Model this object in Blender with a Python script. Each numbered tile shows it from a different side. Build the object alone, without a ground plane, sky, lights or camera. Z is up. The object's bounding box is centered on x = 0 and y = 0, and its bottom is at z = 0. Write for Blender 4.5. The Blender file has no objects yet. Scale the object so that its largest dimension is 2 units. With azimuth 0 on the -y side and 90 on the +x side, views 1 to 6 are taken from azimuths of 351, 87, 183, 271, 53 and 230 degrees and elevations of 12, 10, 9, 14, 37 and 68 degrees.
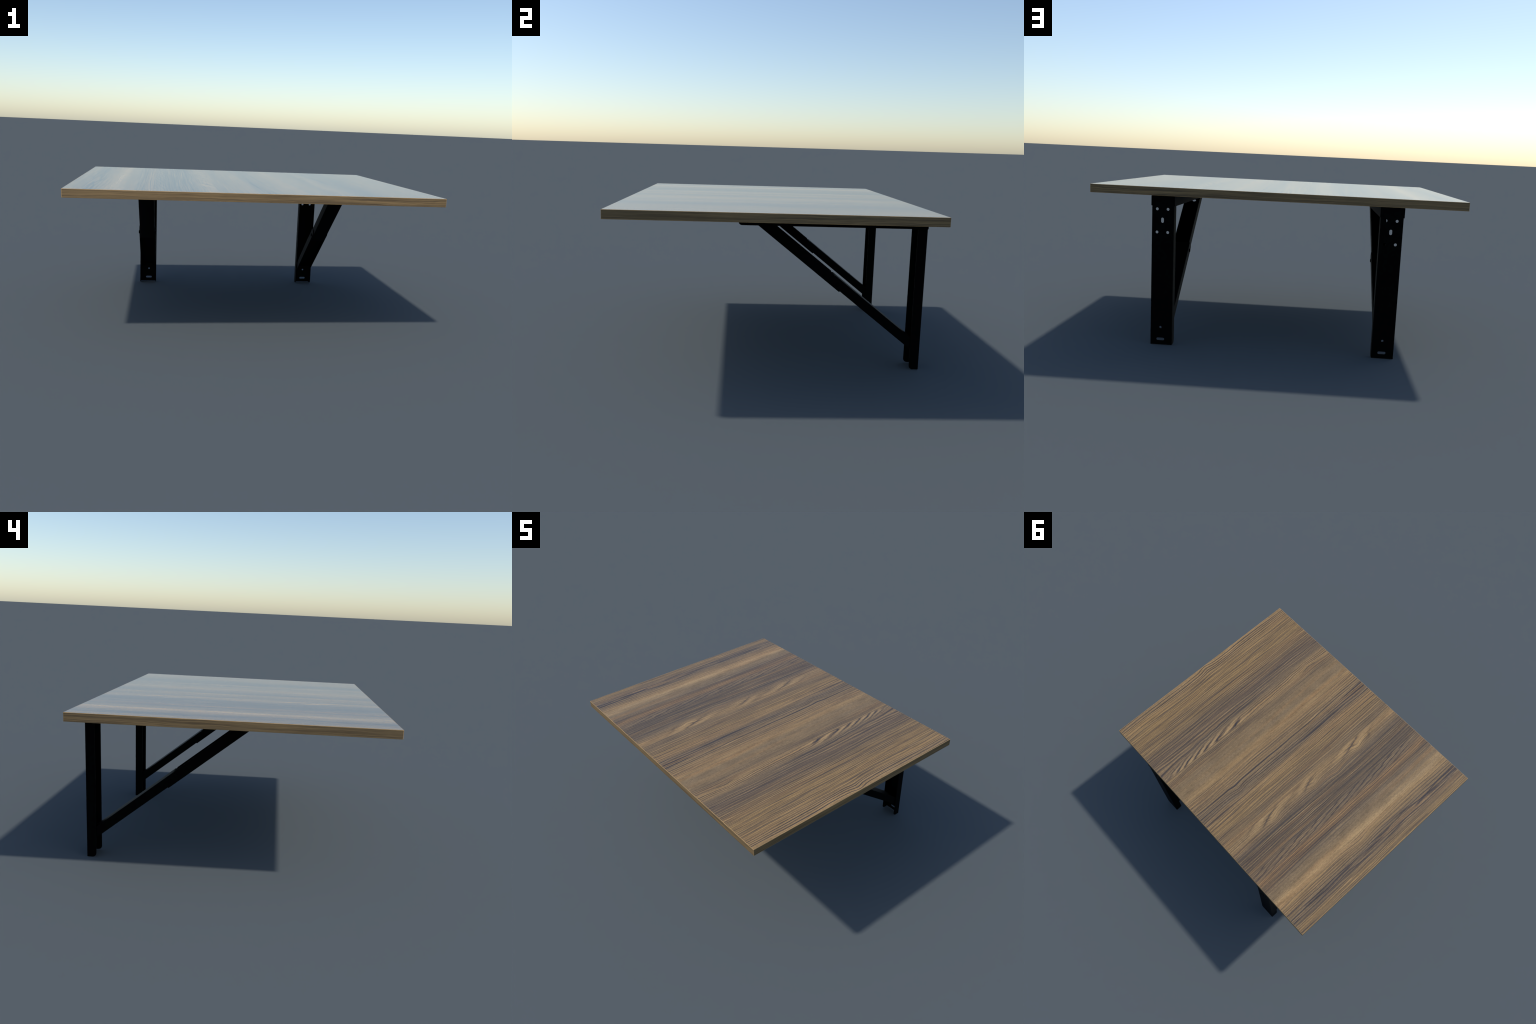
import bpy, bmesh, math
from mathutils import Vector, Matrix

# ------------------------------------------------------------------ sizes (m)
TOP_X, TOP_Y = 1.0, 0.8075          # half extents of the table top
TOP_Z0, TOP_Z1 = 0.8183, 0.8639       # underside and upper side of the board
BRACKET_X = (0.604, -0.6083)        # the two identical brackets
SHEET = 0.004                       # steel sheet thickness
WALL_Y = 0.806                      # plane of the wall side

UPRIGHT_HALF, UPRIGHT_DEPTH = 0.0596, 0.0515
RAIL_HALF, RAIL_DROP = 0.0634, 0.0538
RAIL_Y0 = -0.183
# strut axes: s runs down the slope, n is perpendicular (up and to the wall)
SLOPE_D = Vector((0.0, 0.7842, -0.6205))
SLOPE_N = Vector((0.0, 0.6205, 0.7842))

scene = bpy.context.scene
coll = scene.collection


# ------------------------------------------------------------ node shorthands
class Nodes:
    """Small helper that writes shader maths as nested calls."""

    def __init__(self, name):
        self.mat = bpy.data.materials.new(name)
        self.mat.use_nodes = True
        self.nt = self.mat.node_tree
        self.nt.nodes.clear()
        self.out = self.nt.nodes.new("ShaderNodeOutputMaterial")
        self.bsdf = self.nt.nodes.new("ShaderNodeBsdfPrincipled")
        self.nt.links.new(self.bsdf.outputs[0], self.out.inputs[0])

    def put(self, sock, v):
        if isinstance(v, bpy.types.NodeSocket):
            self.nt.links.new(v, sock)
        else:
            sock.default_value = v

    def m(self, op, a, b=0.0, c=0.0, clamp=False):
        n = self.nt.nodes.new("ShaderNodeMath")
        n.operation = op
        n.use_clamp = clamp
        for i, v in enumerate((a, b, c)):
            self.put(n.inputs[i], v)
        return n.outputs[0]

    def add(self, a, b): return self.m("ADD", a, b)
    def sub(self, a, b): return self.m("SUBTRACT", a, b)
    def mul(self, a, b): return self.m("MULTIPLY", a, b)

    def coords(self):
        tc = self.nt.nodes.new("ShaderNodeTexCoord")
        sp = self.nt.nodes.new("ShaderNodeSeparateXYZ")
        self.nt.links.new(tc.outputs["Object"], sp.inputs[0])
        return sp.outputs[0], sp.outputs[1], sp.outputs[2]

    def vec(self, x, y, z=0.0):
        n = self.nt.nodes.new("ShaderNodeCombineXYZ")
        for i, v in enumerate((x, y, z)):
            self.put(n.inputs[i], v)
        return n.outputs[0]

    def noise(self, vec, scale=1.0, detail=2.0, rough=0.5, dist=0.0):
        n = self.nt.nodes.new("ShaderNodeTexNoise")
        self.put(n.inputs["Vector"], vec)
        n.inputs["Scale"].default_value = scale
        n.inputs["Detail"].default_value = detail
        n.inputs["Roughness"].default_value = rough
        n.inputs["Distortion"].default_value = dist
        return n.outputs["Fac"]

    def ramp(self, fac, stops, interp="LINEAR"):
        n = self.nt.nodes.new("ShaderNodeValToRGB")
        n.color_ramp.interpolation = interp
        el = n.color_ramp.elements
        while len(el) < len(stops):
            el.new(0.5)
        for e, (p, c) in zip(el, stops):
            e.position = p
            if not isinstance(c, tuple):
                c = (c, c, c)
            e.color = (*c, 1.0)
        self.put(n.inputs[0], fac)
        return n.outputs[0]

    def step(self, v, lo, hi):
        n = self.nt.nodes.new("ShaderNodeMapRange")
        n.interpolation_type = "SMOOTHSTEP"
        self.put(n.inputs["Value"], v)
        n.inputs["From Min"].default_value = lo
        n.inputs["From Max"].default_value = hi
        return n.outputs["Result"]

    def window(self, v, lo, hi, soft):
        return self.mul(self.step(v, lo - soft, lo + soft),
                        self.sub(1.0, self.step(v, hi - soft, hi + soft)))

    def bump2(self, x, y, x0, y0, wx, wy, amp):
        """elongated Gaussian hill"""
        a = self.m("POWER", self.m("ABSOLUTE", self.mul(self.sub(x, x0), 1.0 / wx)), 2.0)
        b = self.m("POWER", self.m("ABSOLUTE", self.mul(self.sub(y, y0), 1.0 / wy)), 2.0)
        return self.mul(self.m("EXPONENT", self.mul(self.add(a, b), -1.0)), amp)

    def mix(self, fac, a, b, mode="MIX"):
        n = self.nt.nodes.new("ShaderNodeMix")
        n.data_type = "RGBA"
        n.blend_type = mode
        self.put(n.inputs[0], fac)
        for i, v in ((6, a), (7, b)):
            if isinstance(v, tuple):
                v = (*v, 1.0)
            self.put(n.inputs[i], v)
        return n.outputs[2]


# ------------------------------------------------------------------ materials
TAN = (0.392, 0.242, 0.100)
GOLD = (0.372, 0.227, 0.084)
ORANGE = (0.345, 0.186, 0.072)
BROWN = (0.255, 0.169, 0.083)
GREY = (0.206, 0.146, 0.084)
DUSK = (0.121, 0.088, 0.055)
INK = (0.048, 0.041, 0.041)
PALE = (0.475, 0.306, 0.138)
WOOD_ROUGH = 0.20


def wood_face():
    k = Nodes("striped_walnut_laminate")
    x, y, z = k.coords()
    fx = k.mul(k.add(x, 1.0), 0.5)

    # --- slow wander of the grain, with local kinks where knots push it aside
    wander = k.mul(k.sub(k.noise(k.vec(k.mul(x, 5.0), k.mul(y, 1.3), 3.1), 1.0, 2.0, 0.5), 0.5), 0.030)
    small = k.mul(k.sub(k.noise(k.vec(k.mul(x, 22.0), k.mul(y, 7.0), 8.7), 1.0, 1.0, 0.5), 0.5), 0.006)
    t = k.add(x, k.add(wander, small))
    for x0, y0, wx, wy, amp in (
            (0.975, -0.01, 0.05, 0.055, -0.016), (0.05, 0.455, 0.05, 0.05, 0.013),
            (-0.285, 0.41, 0.035, 0.045, 0.020), (-0.285, 0.03, 0.035, 0.045, 0.018),
            (-0.29, -0.41, 0.035, 0.04, 0.018), (-0.33, -0.16, 0.03, 0.05, 0.012),
            (-0.80, 0.10, 0.05, 0.10, 0.014), (0.46, -0.62, 0.05, 0.16, -0.016)):
        t = k.add(t, k.bump2(x, y, x0, y0, wx, wy, amp))

    # cathedral figure that runs out on a straight fault at x = 0.435
    fault = k.step(x, 0.4345, 0.4365)
    fall = k.mul(fault, k.sub(1.0, k.step(x, 0.425, 0.60)))
    rise = k.mul(k.step(y, -0.30, 0.85), 0.060)
    rise = k.add(rise, k.mul(k.noise(k.vec(0.0, k.mul(y, 9.0), 1.7), 1.0, 1.0, 0.5), 0.022))
    t = k.add(t, k.mul(fall, rise))
    # --- grain signals, all functions of the bent coordinate t
    bold = k.noise(k.vec(k.mul(t, 92.0), k.mul(y, 0.60), 0.0), 1.0, 1.0, 0.4)
    mid = k.noise(k.vec(k.mul(t, 215.0), k.mul(y, 1.3), 4.0), 1.0, 1.5, 0.5)
    fine = k.noise(k.vec(k.mul(t, 430.0), k.mul(y, 4.0), 9.0), 1.0, 2.0, 0.6)
    pores = k.noise(k.vec(k.mul(t, 300.0), k.mul(y, 55.0), 2.0), 1.0, 2.0, 0.6)
    # growth rings: regular lines whose spacing drifts and whose strength comes and goes
    drift1 = k.noise(k.vec(k.mul(t, 20.0), k.mul(y, 0.5), 12.0), 1.0, 2.0, 0.5)
    drift2 = k.noise(k.vec(k.mul(t, 45.0), k.mul(y, 0.9), 14.0), 1.0, 2.0, 0.5)
    ring1 = k.mul(k.m("COSINE", k.mul(k.add(k.mul(t, 58.0), k.mul(drift1, 3.0)), 2.0 * math.pi)), 0.5)
    ring2 = k.mul(k.m("COSINE", k.mul(k.add(k.mul(t, 118.0), k.mul(drift2, 4.0)), 2.0 * math.pi)), 0.5)
    dark1 = k.step(k.add(ring1, k.mul(k.sub(bold, 0.5), 1.3)), 0.10, 0.48)
    dark2 = k.step(k.add(ring2, k.mul(k.sub(mid, 0.5), 1.6)), 0.02, 0.36)
    light2 = k.step(k.sub(k.mul(k.sub(mid, 0.5), 1.4), ring2), 0.20, 0.50)
    hue = k.noise(k.vec(k.mul(t, 24.0), k.mul(y, 0.8), 6.0), 1.0, 2.0, 0.5)

    P = lambda v: (v + 1.0) / 2.0
    # tone of each band across the board
    base = k.ramp(k.mul(k.add(t, 1.0), 0.5), [
        (P(-0.98), GOLD), (P(-0.935), BROWN), (P(-0.90), GREY), (P(-0.85), BROWN),
        (P(-0.80), TAN), (P(-0.745), PALE), (P(-0.70), BROWN), (P(-0.635), GREY),
        (P(-0.605), DUSK), (P(-0.575), ORANGE), (P(-0.53), GREY), (P(-0.47), DUSK),
        (P(-0.375), DUSK), (P(-0.325), GREY), (P(-0.26), TAN), (P(-0.165), BROWN),
        (P(-0.09), GOLD), (P(-0.03), TAN), (P(0.02), GREY), (P(0.08), BROWN),
        (P(0.15), TAN), (P(0.20), TAN), (P(0.27), BROWN), (P(0.33), BROWN),
        (P(0.40), BROWN), (P(0.47), TAN), (P(0.53), GREY), (P(0.60), (0.155, 0.107, 0.069)),
        (P(0.67), BROWN), (P(0.74), GOLD), (P(0.86), GOLD), (P(0.97), TAN)])
    # how strong the bold dark lines are in each band
    boldness = k.ramp(fx, [
        (P(-0.97), 0.40), (P(-0.93), 0.55), (P(-0.89), 0.95), (P(-0.84), 0.75),
        (P(-0.785), 0.35), (P(-0.75), 0.05), (P(-0.66), 0.10), (P(-0.61), 0.75),
        (P(-0.57), 0.40), (P(-0.53), 0.55), (P(-0.42), 0.60), (P(-0.33), 0.60),
        (P(-0.25), 0.50), (P(-0.15), 0.48), (P(-0.06), 0.48), (P(-0.01), 0.85),
        (P(0.07), 1.0), (P(0.14), 0.80), (P(0.20), 0.40), (P(0.24), 0.03),
        (P(0.34), 0.05), (P(0.40), 0.65), (P(0.47), 0.85), (P(0.53), 0.60),
        (P(0.66), 0.55), (P(0.75), 0.50), (P(0.88), 0.45), (P(0.93), 1.0), (P(0.99), 1.0)])
    # how strong the mid and fine lines are
    lined = k.ramp(fx, [
        (P(-0.95), 0.95), (P(-0.88), 0.40), (P(-0.80), 0.80), (P(-0.75), 0.15),
        (P(-0.66), 0.25), (P(-0.60), 0.95), (P(-0.40), 0.90), (P(-0.25), 0.55),
        (P(-0.16), 1.0), (P(-0.06), 0.95), (P(0.05), 0.55), (P(0.18), 0.75),
        (P(0.24), 0.10), (P(0.34), 0.20), (P(0.40), 0.90), (P(0.46), 0.35),
        (P(0.53), 0.95), (P(0.72), 1.0), (P(0.90), 0.95), (P(0.97), 0.40)])

    # --- colour
    col = k.mix(k.mul(k.step(hue, 0.50, 0.72), 0.45), base, ORANGE)
    col = k.mix(k.mul(k.sub(1.0, k.step(hue, 0.28, 0.50)), 0.45), col, GREY)
    col = k.mix(k.mul(lined, k.mul(light2, 0.60)), col, TAN)
    col = k.mix(k.mul(lined, k.mul(k.step(mid, 0.56, 0.68), 0.55)), col, PALE)
    col = k.mix(k.mul(lined, k.mul(dark2, 0.85)), col, (0.094, 0.067, 0.047))
    col = k.mix(k.mul(lined, k.mul(k.sub(1.0, k.step(fine, 0.38, 0.52)), 0.45)), col, DUSK)
    col = k.mix(k.mul(boldness, k.mul(dark1, 0.95)), col, INK)

    # figures: families of arcs that leave a straight line of the grain and
    # sweep across their band; phase counts the arcs along the board
    def arcs(col, mask, phase, light, glow, ink_amt, sharp, seed):
        n = k.sub(k.noise(k.vec(k.mul(x, 30.0), k.mul(y, 9.0), seed), 1.0, 2.0, 0.5), 0.5)
        ph = k.mul(k.add(phase, k.mul(n, 0.55)), 2.0 * math.pi)
        wave = k.add(0.5, k.mul(k.m("COSINE", ph), 0.5))
        dark = k.m("POWER", wave, sharp)
        col = k.mix(k.mul(mask, k.mul(k.sub(1.0, k.step(wave, 0.10, 0.75)), glow)), col, light)
        return k.mix(k.mul(mask, k.mul(dark, ink_amt)), col, INK)

    def family(x0, x1, lean, bend):
        dx = k.sub(x, x0)
        q = k.add(y, k.mul(dx, lean))
        return k.add(q, k.mul(k.mul(dx, dx), bend))

    xw = k.add(x, k.mul(wander, 0.6))
    # bold cathedral, arcs crowding together towards +y
    q = family(0.437, 0.50, 2.2, 16.0)
    ph = k.add(k.mul(q, 3.0), k.mul(k.mul(q, q), 7.0))
    msk = k.mul(k.mul(k.step(x, 0.4360, 0.4385), k.sub(1.0, k.step(x, 0.452, 0.502))), k.window(y, 0.05, 0.72, 0.10))
    col = arcs(col, msk, k.add(ph, 0.30), PALE, 0.65, 0.95, 6.0, 41.0)
    # feathers
    q = family(-0.495, -0.55, 5.2, -26.0)
    msk = k.mul(k.window(xw, -0.555, -0.492, 0.010), k.window(y, -0.70, 0.78, 0.08))
    col = arcs(col, msk, k.mul(q, 5.6), GREY, 0.45, 0.85, 9.0, 51.0)
    # knots
    q = family(-0.225, -0.30, 4.2, 18.0)
    msk = k.mul(k.window(xw, -0.292, -0.222, 0.012), k.window(y, -0.72, 0.70, 0.10))
    spots = k.add(k.bump2(x, y, -0.25, 0.46, 0.06, 0.16, 1.0),
                  k.add(k.bump2(x, y, -0.25, 0.06, 0.06, 0.12, 0.85), k.bump2(x, y, -0.25, -0.40, 0.06, 0.17, 1.0)))
    msk = k.mul(msk, spots)
    col = arcs(col, msk, k.add(k.mul(q, 4.9), 0.35), PALE, 0.50, 0.80, 14.0, 61.0)
    # broad dark ribbons that snake along the board near its -x edge
    for off, width, amp, seed in ((-0.895, 0.0065, 0.075, 5.5), (-0.872, 0.0042, 0.070, 5.9), (-0.912, 0.0030, 0.050, 6.6)):
        snake = k.mul(k.sub(k.noise(k.vec(seed, k.mul(y, 2.6), 0.0), 1.0, 1.0, 0.5), 0.5), amp)
        d = k.mul(k.sub(k.sub(x, off), snake), 1.0 / width)
        rib = k.m("EXPONENT", k.mul(k.mul(d, d), -1.0))
        fade = k.step(k.noise(k.vec(seed + 4.0, k.mul(y, 3.5), 0.0), 1.0, 1.0, 0.5), 0.30, 0.52)
        col = k.mix(k.mul(rib, k.mul(fade, 0.92)), col, INK)

    # pores: a faint mottling everywhere, strongest in the unlined bands
    grain = k.mul(k.sub(pores, 0.5), k.add(0.70, k.mul(k.sub(1.0, lined), 0.75)))
    col = k.mix(1.0, col, k.ramp(k.add(0.5, grain), [(0.15, 0.62), (0.5, 1.0), (0.85, 1.25)]), "MULTIPLY")
    cloud = k.noise(k.vec(k.mul(t, 42.0), k.mul(y, 6.0), 17.0), 1.0, 3.0, 0.6)
    cloud = k.add(0.5, k.mul(k.sub(cloud, 0.5), k.sub(1.25, k.mul(lined, 0.8))))
    col = k.mix(1.0, col, k.ramp(cloud, [(0.25, 0.74), (0.5, 1.0), (0.75, 1.16)]), "MULTIPLY")
    k.put(k.bsdf.inputs["Base Color"], col)
    k.bsdf.inputs["Roughness"].default_value = WOOD_ROUGH
    return k.mat


def wood_edge(name, along_x, seed):
    """edge banding: grain runs lengthways along the edge"""
    k = Nodes(name)
    x, y, z = k.coords()
    u = x if along_x else y
    wander = k.mul(k.sub(k.noise(k.vec(k.mul(u, 3.5), k.mul(z, 20.0), seed), 1.0, 2.0, 0.5), 0.5), 0.016)
    arch = k.mul(k.sub(k.noise(k.vec(k.mul(u, 11.0), k.mul(z, 45.0), seed + 2.0), 1.0, 1.0, 0.5), 0.5), 0.008)
    t = k.add(z, k.add(wander, arch))
    tone = k.noise(k.vec(k.mul(u, 0.9), k.mul(t, 60.0), seed + 5.0), 1.0, 2.0, 0.5)
    line = k.noise(k.vec(k.mul(u, 2.2), k.mul(t, 260.0), seed + 7.0), 1.0, 2.0, 0.5)
    fine = k.noise(k.vec(k.mul(u, 14.0), k.mul(t, 520.0), seed + 9.0), 1.0, 2.0, 0.6)
    col = k.ramp(tone, [(0.30, (0.125, 0.082, 0.040)), (0.47, (0.178, 0.118, 0.056)), (0.66, (0.240, 0.156, 0.072))])
    col = k.mix(k.mul(k.sub(1.0, k.step(line, 0.37, 0.47)), 0.68), col, (0.082, 0.056, 0.032))
    col = k.mix(k.mul(k.step(line, 0.53, 0.63), 0.50), col, (0.290, 0.188, 0.085))
    col = k.mix(1.0, col, k.ramp(fine, [(0.2, 0.78), (0.5, 1.0), (0.8, 1.18)]), "MULTIPLY")
    k.put(k.bsdf.inputs["Base Color"], col)
    k.bsdf.inputs["Roughness"].default_value = 0.6
    k.bsdf.inputs["Specular IOR Level"].default_value = 0.25
    return k.mat


def pale_rim():
    k = Nodes("pale_rounded_rim")
    x, y, z = k.coords()
    n = k.noise(k.vec(k.mul(x, 16.0), k.mul(y, 16.0), k.mul(z, 30.0)), 1.0, 3.0, 0.6)
    col = k.ramp(n, [(0.30, (0.34, 0.210, 0.090)), (0.70, (0.45, 0.285, 0.125))])
    k.put(k.bsdf.inputs["Base Color"], col)
    k.bsdf.inputs["Roughness"].default_value = 0.6
    k.bsdf.inputs["Specular IOR Level"].default_value = 0.3
    return k.mat


def black_steel(name, value):
    k = Nodes(name)
    x, y, z = k.coords()
    n = k.noise(k.vec(x, y, z), 60.0, 3.0, 0.6)
    col = k.ramp(n, [(0.3, (value * 0.7, value * 0.75, value * 0.8)), (0.7, (value * 1.2, value * 1.25, value * 1.3))])
    k.put(k.bsdf.inputs["Base Color"], col)
    k.bsdf.inputs["Metallic"].default_value = 1.0
    k.bsdf.inputs["Roughness"].default_value = 0.68
    return k.mat


MAT_FACE = wood_face()
MAT_EDGE_X = wood_edge("walnut_edge_band_long", True, 1.0)
MAT_EDGE_Y = wood_edge("walnut_edge_band_short", False, 31.0)
MAT_RIM = pale_rim()
MAT_STEEL = black_steel("black_powder_coated_steel", 0.004)
MAT_BOLT = black_steel("black_bolt_steel", 0.003)


# ------------------------------------------------------------ mesh shorthands
def mesh_object(name, bm, mats, parent):
    bmesh.ops.recalc_face_normals(bm, faces=bm.faces)
    me = bpy.data.meshes.new(name)
    bm.to_mesh(me)
    bm.free()
    ob = bpy.data.objects.new(name, me)
    coll.objects.link(ob)
    for m in mats:
        me.materials.append(m)
    ob.parent = parent
    return ob


def prism(outline, axis_a, axis_b, axis_h, h0, h1):
    """closed prism over a 2D outline (a, b), from h0 to h1 along axis_h"""
    bm = bmesh.new()
    rings = []
    for h in (h0, h1):
        rings.append([bm.verts.new(axis_a * a + axis_b * b + axis_h * h) for a, b in outline])
    n = len(outline)
    bm.faces.new(rings[0][::-1])
    bm.faces.new(rings[1])
    for i in range(n):
        bm.faces.new((rings[0][i], rings[0][(i + 1) % n], rings[1][(i + 1) % n], rings[1][i]))
    bmesh.ops.recalc_face_normals(bm, faces=bm.faces)
    return bm


def rounded(points, steps=6):
    """polygon from (a, b, radius) corners; radius 0 keeps the corner sharp"""
    out = []
    n = len(points)
    for i, (a, b, r) in enumerate(points):
        p = Vector((a, b))
        if r <= 0:
            out.append((a, b))
            continue
        e0 = (Vector(points[i - 1][:2]) - p).normalized()
        e1 = (Vector(points[(i + 1) % n][:2]) - p).normalized()
        half = e0.angle(e1) / 2
        cut = r / math.tan(half)
        c = p + (e0 + e1).normalized() * (r / math.sin(half))
        p0, p1 = p + e0 * cut, p + e1 * cut
        a0 = math.atan2(*(p0 - c).yx)
        a1 = math.atan2(*(p1 - c).yx)
        d = (a1 - a0 + math.pi) % (2 * math.pi) - math.pi
        for s in range(steps + 1):
            w = a0 + d * s / steps
            out.append((c.x + r * math.cos(w), c.y + r * math.sin(w)))
    return out


def channel_section(half, web, tip):
    """C profile (x, b): web outer face at b=web, flange tips at b=tip"""
    sg = 1.0 if web > tip else -1.0
    ro, ri = 0.0032, 0.0010
    inner = web - sg * SHEET
    hi = half - SHEET
    return rounded([(-half, tip, 0), (-half, web, ro), (half, web, ro), (half, tip, 0),
                    (hi, tip, 0), (hi, inner, ri), (-hi, inner, ri), (-hi, tip, 0)])


def boolean(ob, bm, op):
    me = bpy.data.meshes.new("cutter")
    bm.to_mesh(me)
    bm.free()
    cut = bpy.data.objects.new("cutter", me)
    coll.objects.link(cut)
    mod = ob.modifiers.new("cut", "BOOLEAN")
    mod.operation = op
    mod.object = cut
    mod.solver = "EXACT"
    dg = bpy.context.evaluated_depsgraph_get()
    new = bpy.data.meshes.new_from_object(ob.evaluated_get(dg))
    old = ob.data
    ob.modifiers.clear()
    ob.data = new
    new.name = ob.name
    bpy.data.meshes.remove(old)
    bpy.data.objects.remove(cut)
    bpy.data.meshes.remove(me)


def finish(ob, angle=32):
    bm = bmesh.new()
    bm.from_mesh(ob.data)
    bmesh.ops.remove_doubles(bm, verts=bm.verts, dist=1e-5)
    bm.to_mesh(ob.data)
    bm.free()
    ob.data.polygons.foreach_set("use_smooth", [True] * len(ob.data.polygons))
    ob.data.set_sharp_from_angle(angle=math.radians(angle))


def circle(a, b, r, n=20):
    return [(a + r * math.cos(2 * math.pi * i / n), b + r * math.sin(2 * math.pi * i / n)) for i in range(n)]


def slot(a, b, la, lb):
    r = min(la, lb) / 2 * 0.999
    return rounded([(a - la / 2, b - lb / 2, r), (a + la / 2, b - lb / 2, r),
                    (a + la / 2, b + lb / 2, r), (a - la / 2, b + lb / 2, r)])


EX, EY, EZ = Vector((1, 0, 0)), Vector((0, 1, 0)), Vector((0, 0, 1))


def channel(name, half, web, tip, axis_b, axis_l, l0, l1, side_outline, holes, parent, x):
    """folded C channel along axis_l, ends shaped by side_outline (l, b), holes (x, l) through the web"""
    ob = mesh_object(name, prism(channel_section(half, web, tip), EX, axis_b, axis_l, l0, l1), [MAT_STEEL], parent)
    boolean(ob, prism(side_outline, axis_l, axis_b, EX, -0.2, 0.2), "INTERSECT")
    for h in holes:
        boolean(ob, prism(h, EX, axis_l, axis_b, web - 0.012, web + 0.012), "DIFFERENCE")
    finish(ob)
    ob.location.x = x
    return ob


def twin(ob):
    c = ob.copy()
    c.location.x = BRACKET_X[1]
    coll.objects.link(c)
    return c


# ---------------------------------------------------------------------- table
table = bpy.data.objects.new("folding_wall_table", None)
coll.objects.link(table)
table["label"] = "rectangular striped walnut table top on two black folding brackets"
table["category"] = "folding table"

# board with a fine chamfer all round
bm = bmesh.new()
bmesh.ops.create_cube(bm, size=1.0)
for v in bm.verts:
    v.co = Vector((v.co.x * 2 * TOP_X, v.co.y * 2 * TOP_Y, TOP_Z0 + (v.co.z + 0.5) * (TOP_Z1 - TOP_Z0)))
bmesh.ops.bevel(bm, geom=bm.edges[:], offset=0.0022, segments=2, profile=0.5, affect="EDGES")
bm.normal_update()
for f in bm.faces:
    n = f.normal
    if abs(n.z) > 0.99:
        f.material_index = 0
    elif abs(n.y) > 0.99:
        f.material_index = 1
    elif abs(n.x) > 0.99:
        f.material_index = 2
    else:
        f.material_index = 3
top = mesh_object("tabletop", bm, [MAT_FACE, MAT_EDGE_X, MAT_EDGE_Y, MAT_RIM], table)

# upright fixed to the wall: web to the wall, flanges forward, feet rounded
front = WALL_Y - UPRIGHT_DEPTH
upright = channel(
    "upright", UPRIGHT_HALF, WALL_Y, front, EY, EZ, 0.0, 0.8145,
    rounded([(0.0, front, 0.020), (0.8145, front, 0.020), (0.8145, WALL_Y + 0.01, 0), (0.0, WALL_Y + 0.01, 0)]),
    [circle(0.0027 + sx * 0.0290, zz, 0.0078) for sx in (-1, 1) for zz in (0.7475, 0.6230)]
    + [slot(0.0027, 0.6877, 0.0153, 0.0285), circle(0.0042, 0.0980, 0.0062), slot(0.0042, 0.0308, 0.0440, 0.0142)],
    table, BRACKET_X[0])

# rail screwed under the board: web up, flanges hanging down
tip = TOP_Z0 - RAIL_DROP
rail = channel(
    "rail", RAIL_HALF, TOP_Z0 - 0.0003, tip, EZ, EY, RAIL_Y0, TOP_Y,
    rounded([(RAIL_Y0, tip, 0.021), (TOP_Y, tip, 0.003), (TOP_Y, TOP_Z0 + 0.01, 0), (RAIL_Y0, TOP_Z0 + 0.01, 0)]),
    [circle(0.0, yy, 0.008) for yy in (-0.12, 0.25, 0.60)], table, BRACKET_X[0])

# lower strut: web on the upper side, rounded head that laps over the upper strut
lower = channel(
    "lower_strut", 0.0530, 0.605, 0.555, SLOPE_N, SLOPE_D, -0.07, 0.56,
    rounded([(-0.066, 0.555, 0.022), (0.552, 0.555, 0.020), (0.552, 0.588, 0.010), (0.532, 0.61, 0),
             (-0.048, 0.61, 0), (-0.066, 0.588, 0.008)]),
    [], table, BRACKET_X[0])

# upper strut: narrower, web on the lower side, tucked into the head of the lower strut
upper = channel(
    "upper_strut", 0.0482, 0.549, 0.6046, SLOPE_N, SLOPE_D, -0.62, 0.03,
    rounded([(-0.598, 0.545, 0), (0.021, 0.545, 0), (0.021, 0.5990, 0.012), (-0.056, 0.5990, 0.004),
             (-0.066, 0.6046, 0.006), (-0.540, 0.6046, 0.010), (-0.575, 0.575, 0.010), (-0.598, 0.556, 0)]),
    [circle(0.0, -0.488, 0.0115)], table, BRACKET_X[0])


def pin(name, s, n, r, half, head_r, head_h, parent):
    """rivet across the strut with a domed head on both sides"""
    prof = [(0.0, -half - head_h), (head_r * 0.75, -half - head_h), (head_r, -half - head_h * 0.45), (head_r, -half),
            (r, -half), (r, half), (head_r, half), (head_r, half + head_h * 0.45), (head_r * 0.75, half + head_h),
            (0.0, half + head_h)]
    c = SLOPE_D * s + SLOPE_N * n
    bm = bmesh.new()
    seg = 20
    rings = []
    for rad, xx in prof:
        if rad == 0.0:
            rings.append([bm.verts.new(c + EX * xx)])
        else:
            rings.append([bm.verts.new(c + EX * xx + (EY * math.cos(2 * math.pi * i / seg) + EZ * math.sin(2 * math.pi * i / seg)) * rad)
                          for i in range(seg)])
    for a, b in zip(rings, rings[1:]):
        for i in range(seg):
            j = (i + 1) % seg
            if len(a) == 1:
                bm.faces.new((a[0], b[i], b[j]))
            elif len(b) == 1:
                bm.faces.new((a[i], a[j], b[0]))
            else:
                bm.faces.new((a[i], a[j], b[j], b[i]))
    ob = mesh_object(name, bm, [MAT_BOLT], parent)
    finish(ob)
    return ob


pins = [pin("bolt", -0.013, 0.5755, 0.006, 0.0531, 0.0112, 0.0048, lower),
        pin("bolt", 0.520, 0.578, 0.006, 0.0531, 0.0095, 0.0018, lower),
        pin("bolt", -0.552, 0.576, 0.006, 0.0483, 0.0110, 0.0100, upper)]

for ob in (upright, rail, lower, upper):
    c = twin(ob)
    for p in pins:
        if p.parent is ob:
            q = p.copy()
            coll.objects.link(q)
            q.parent = c
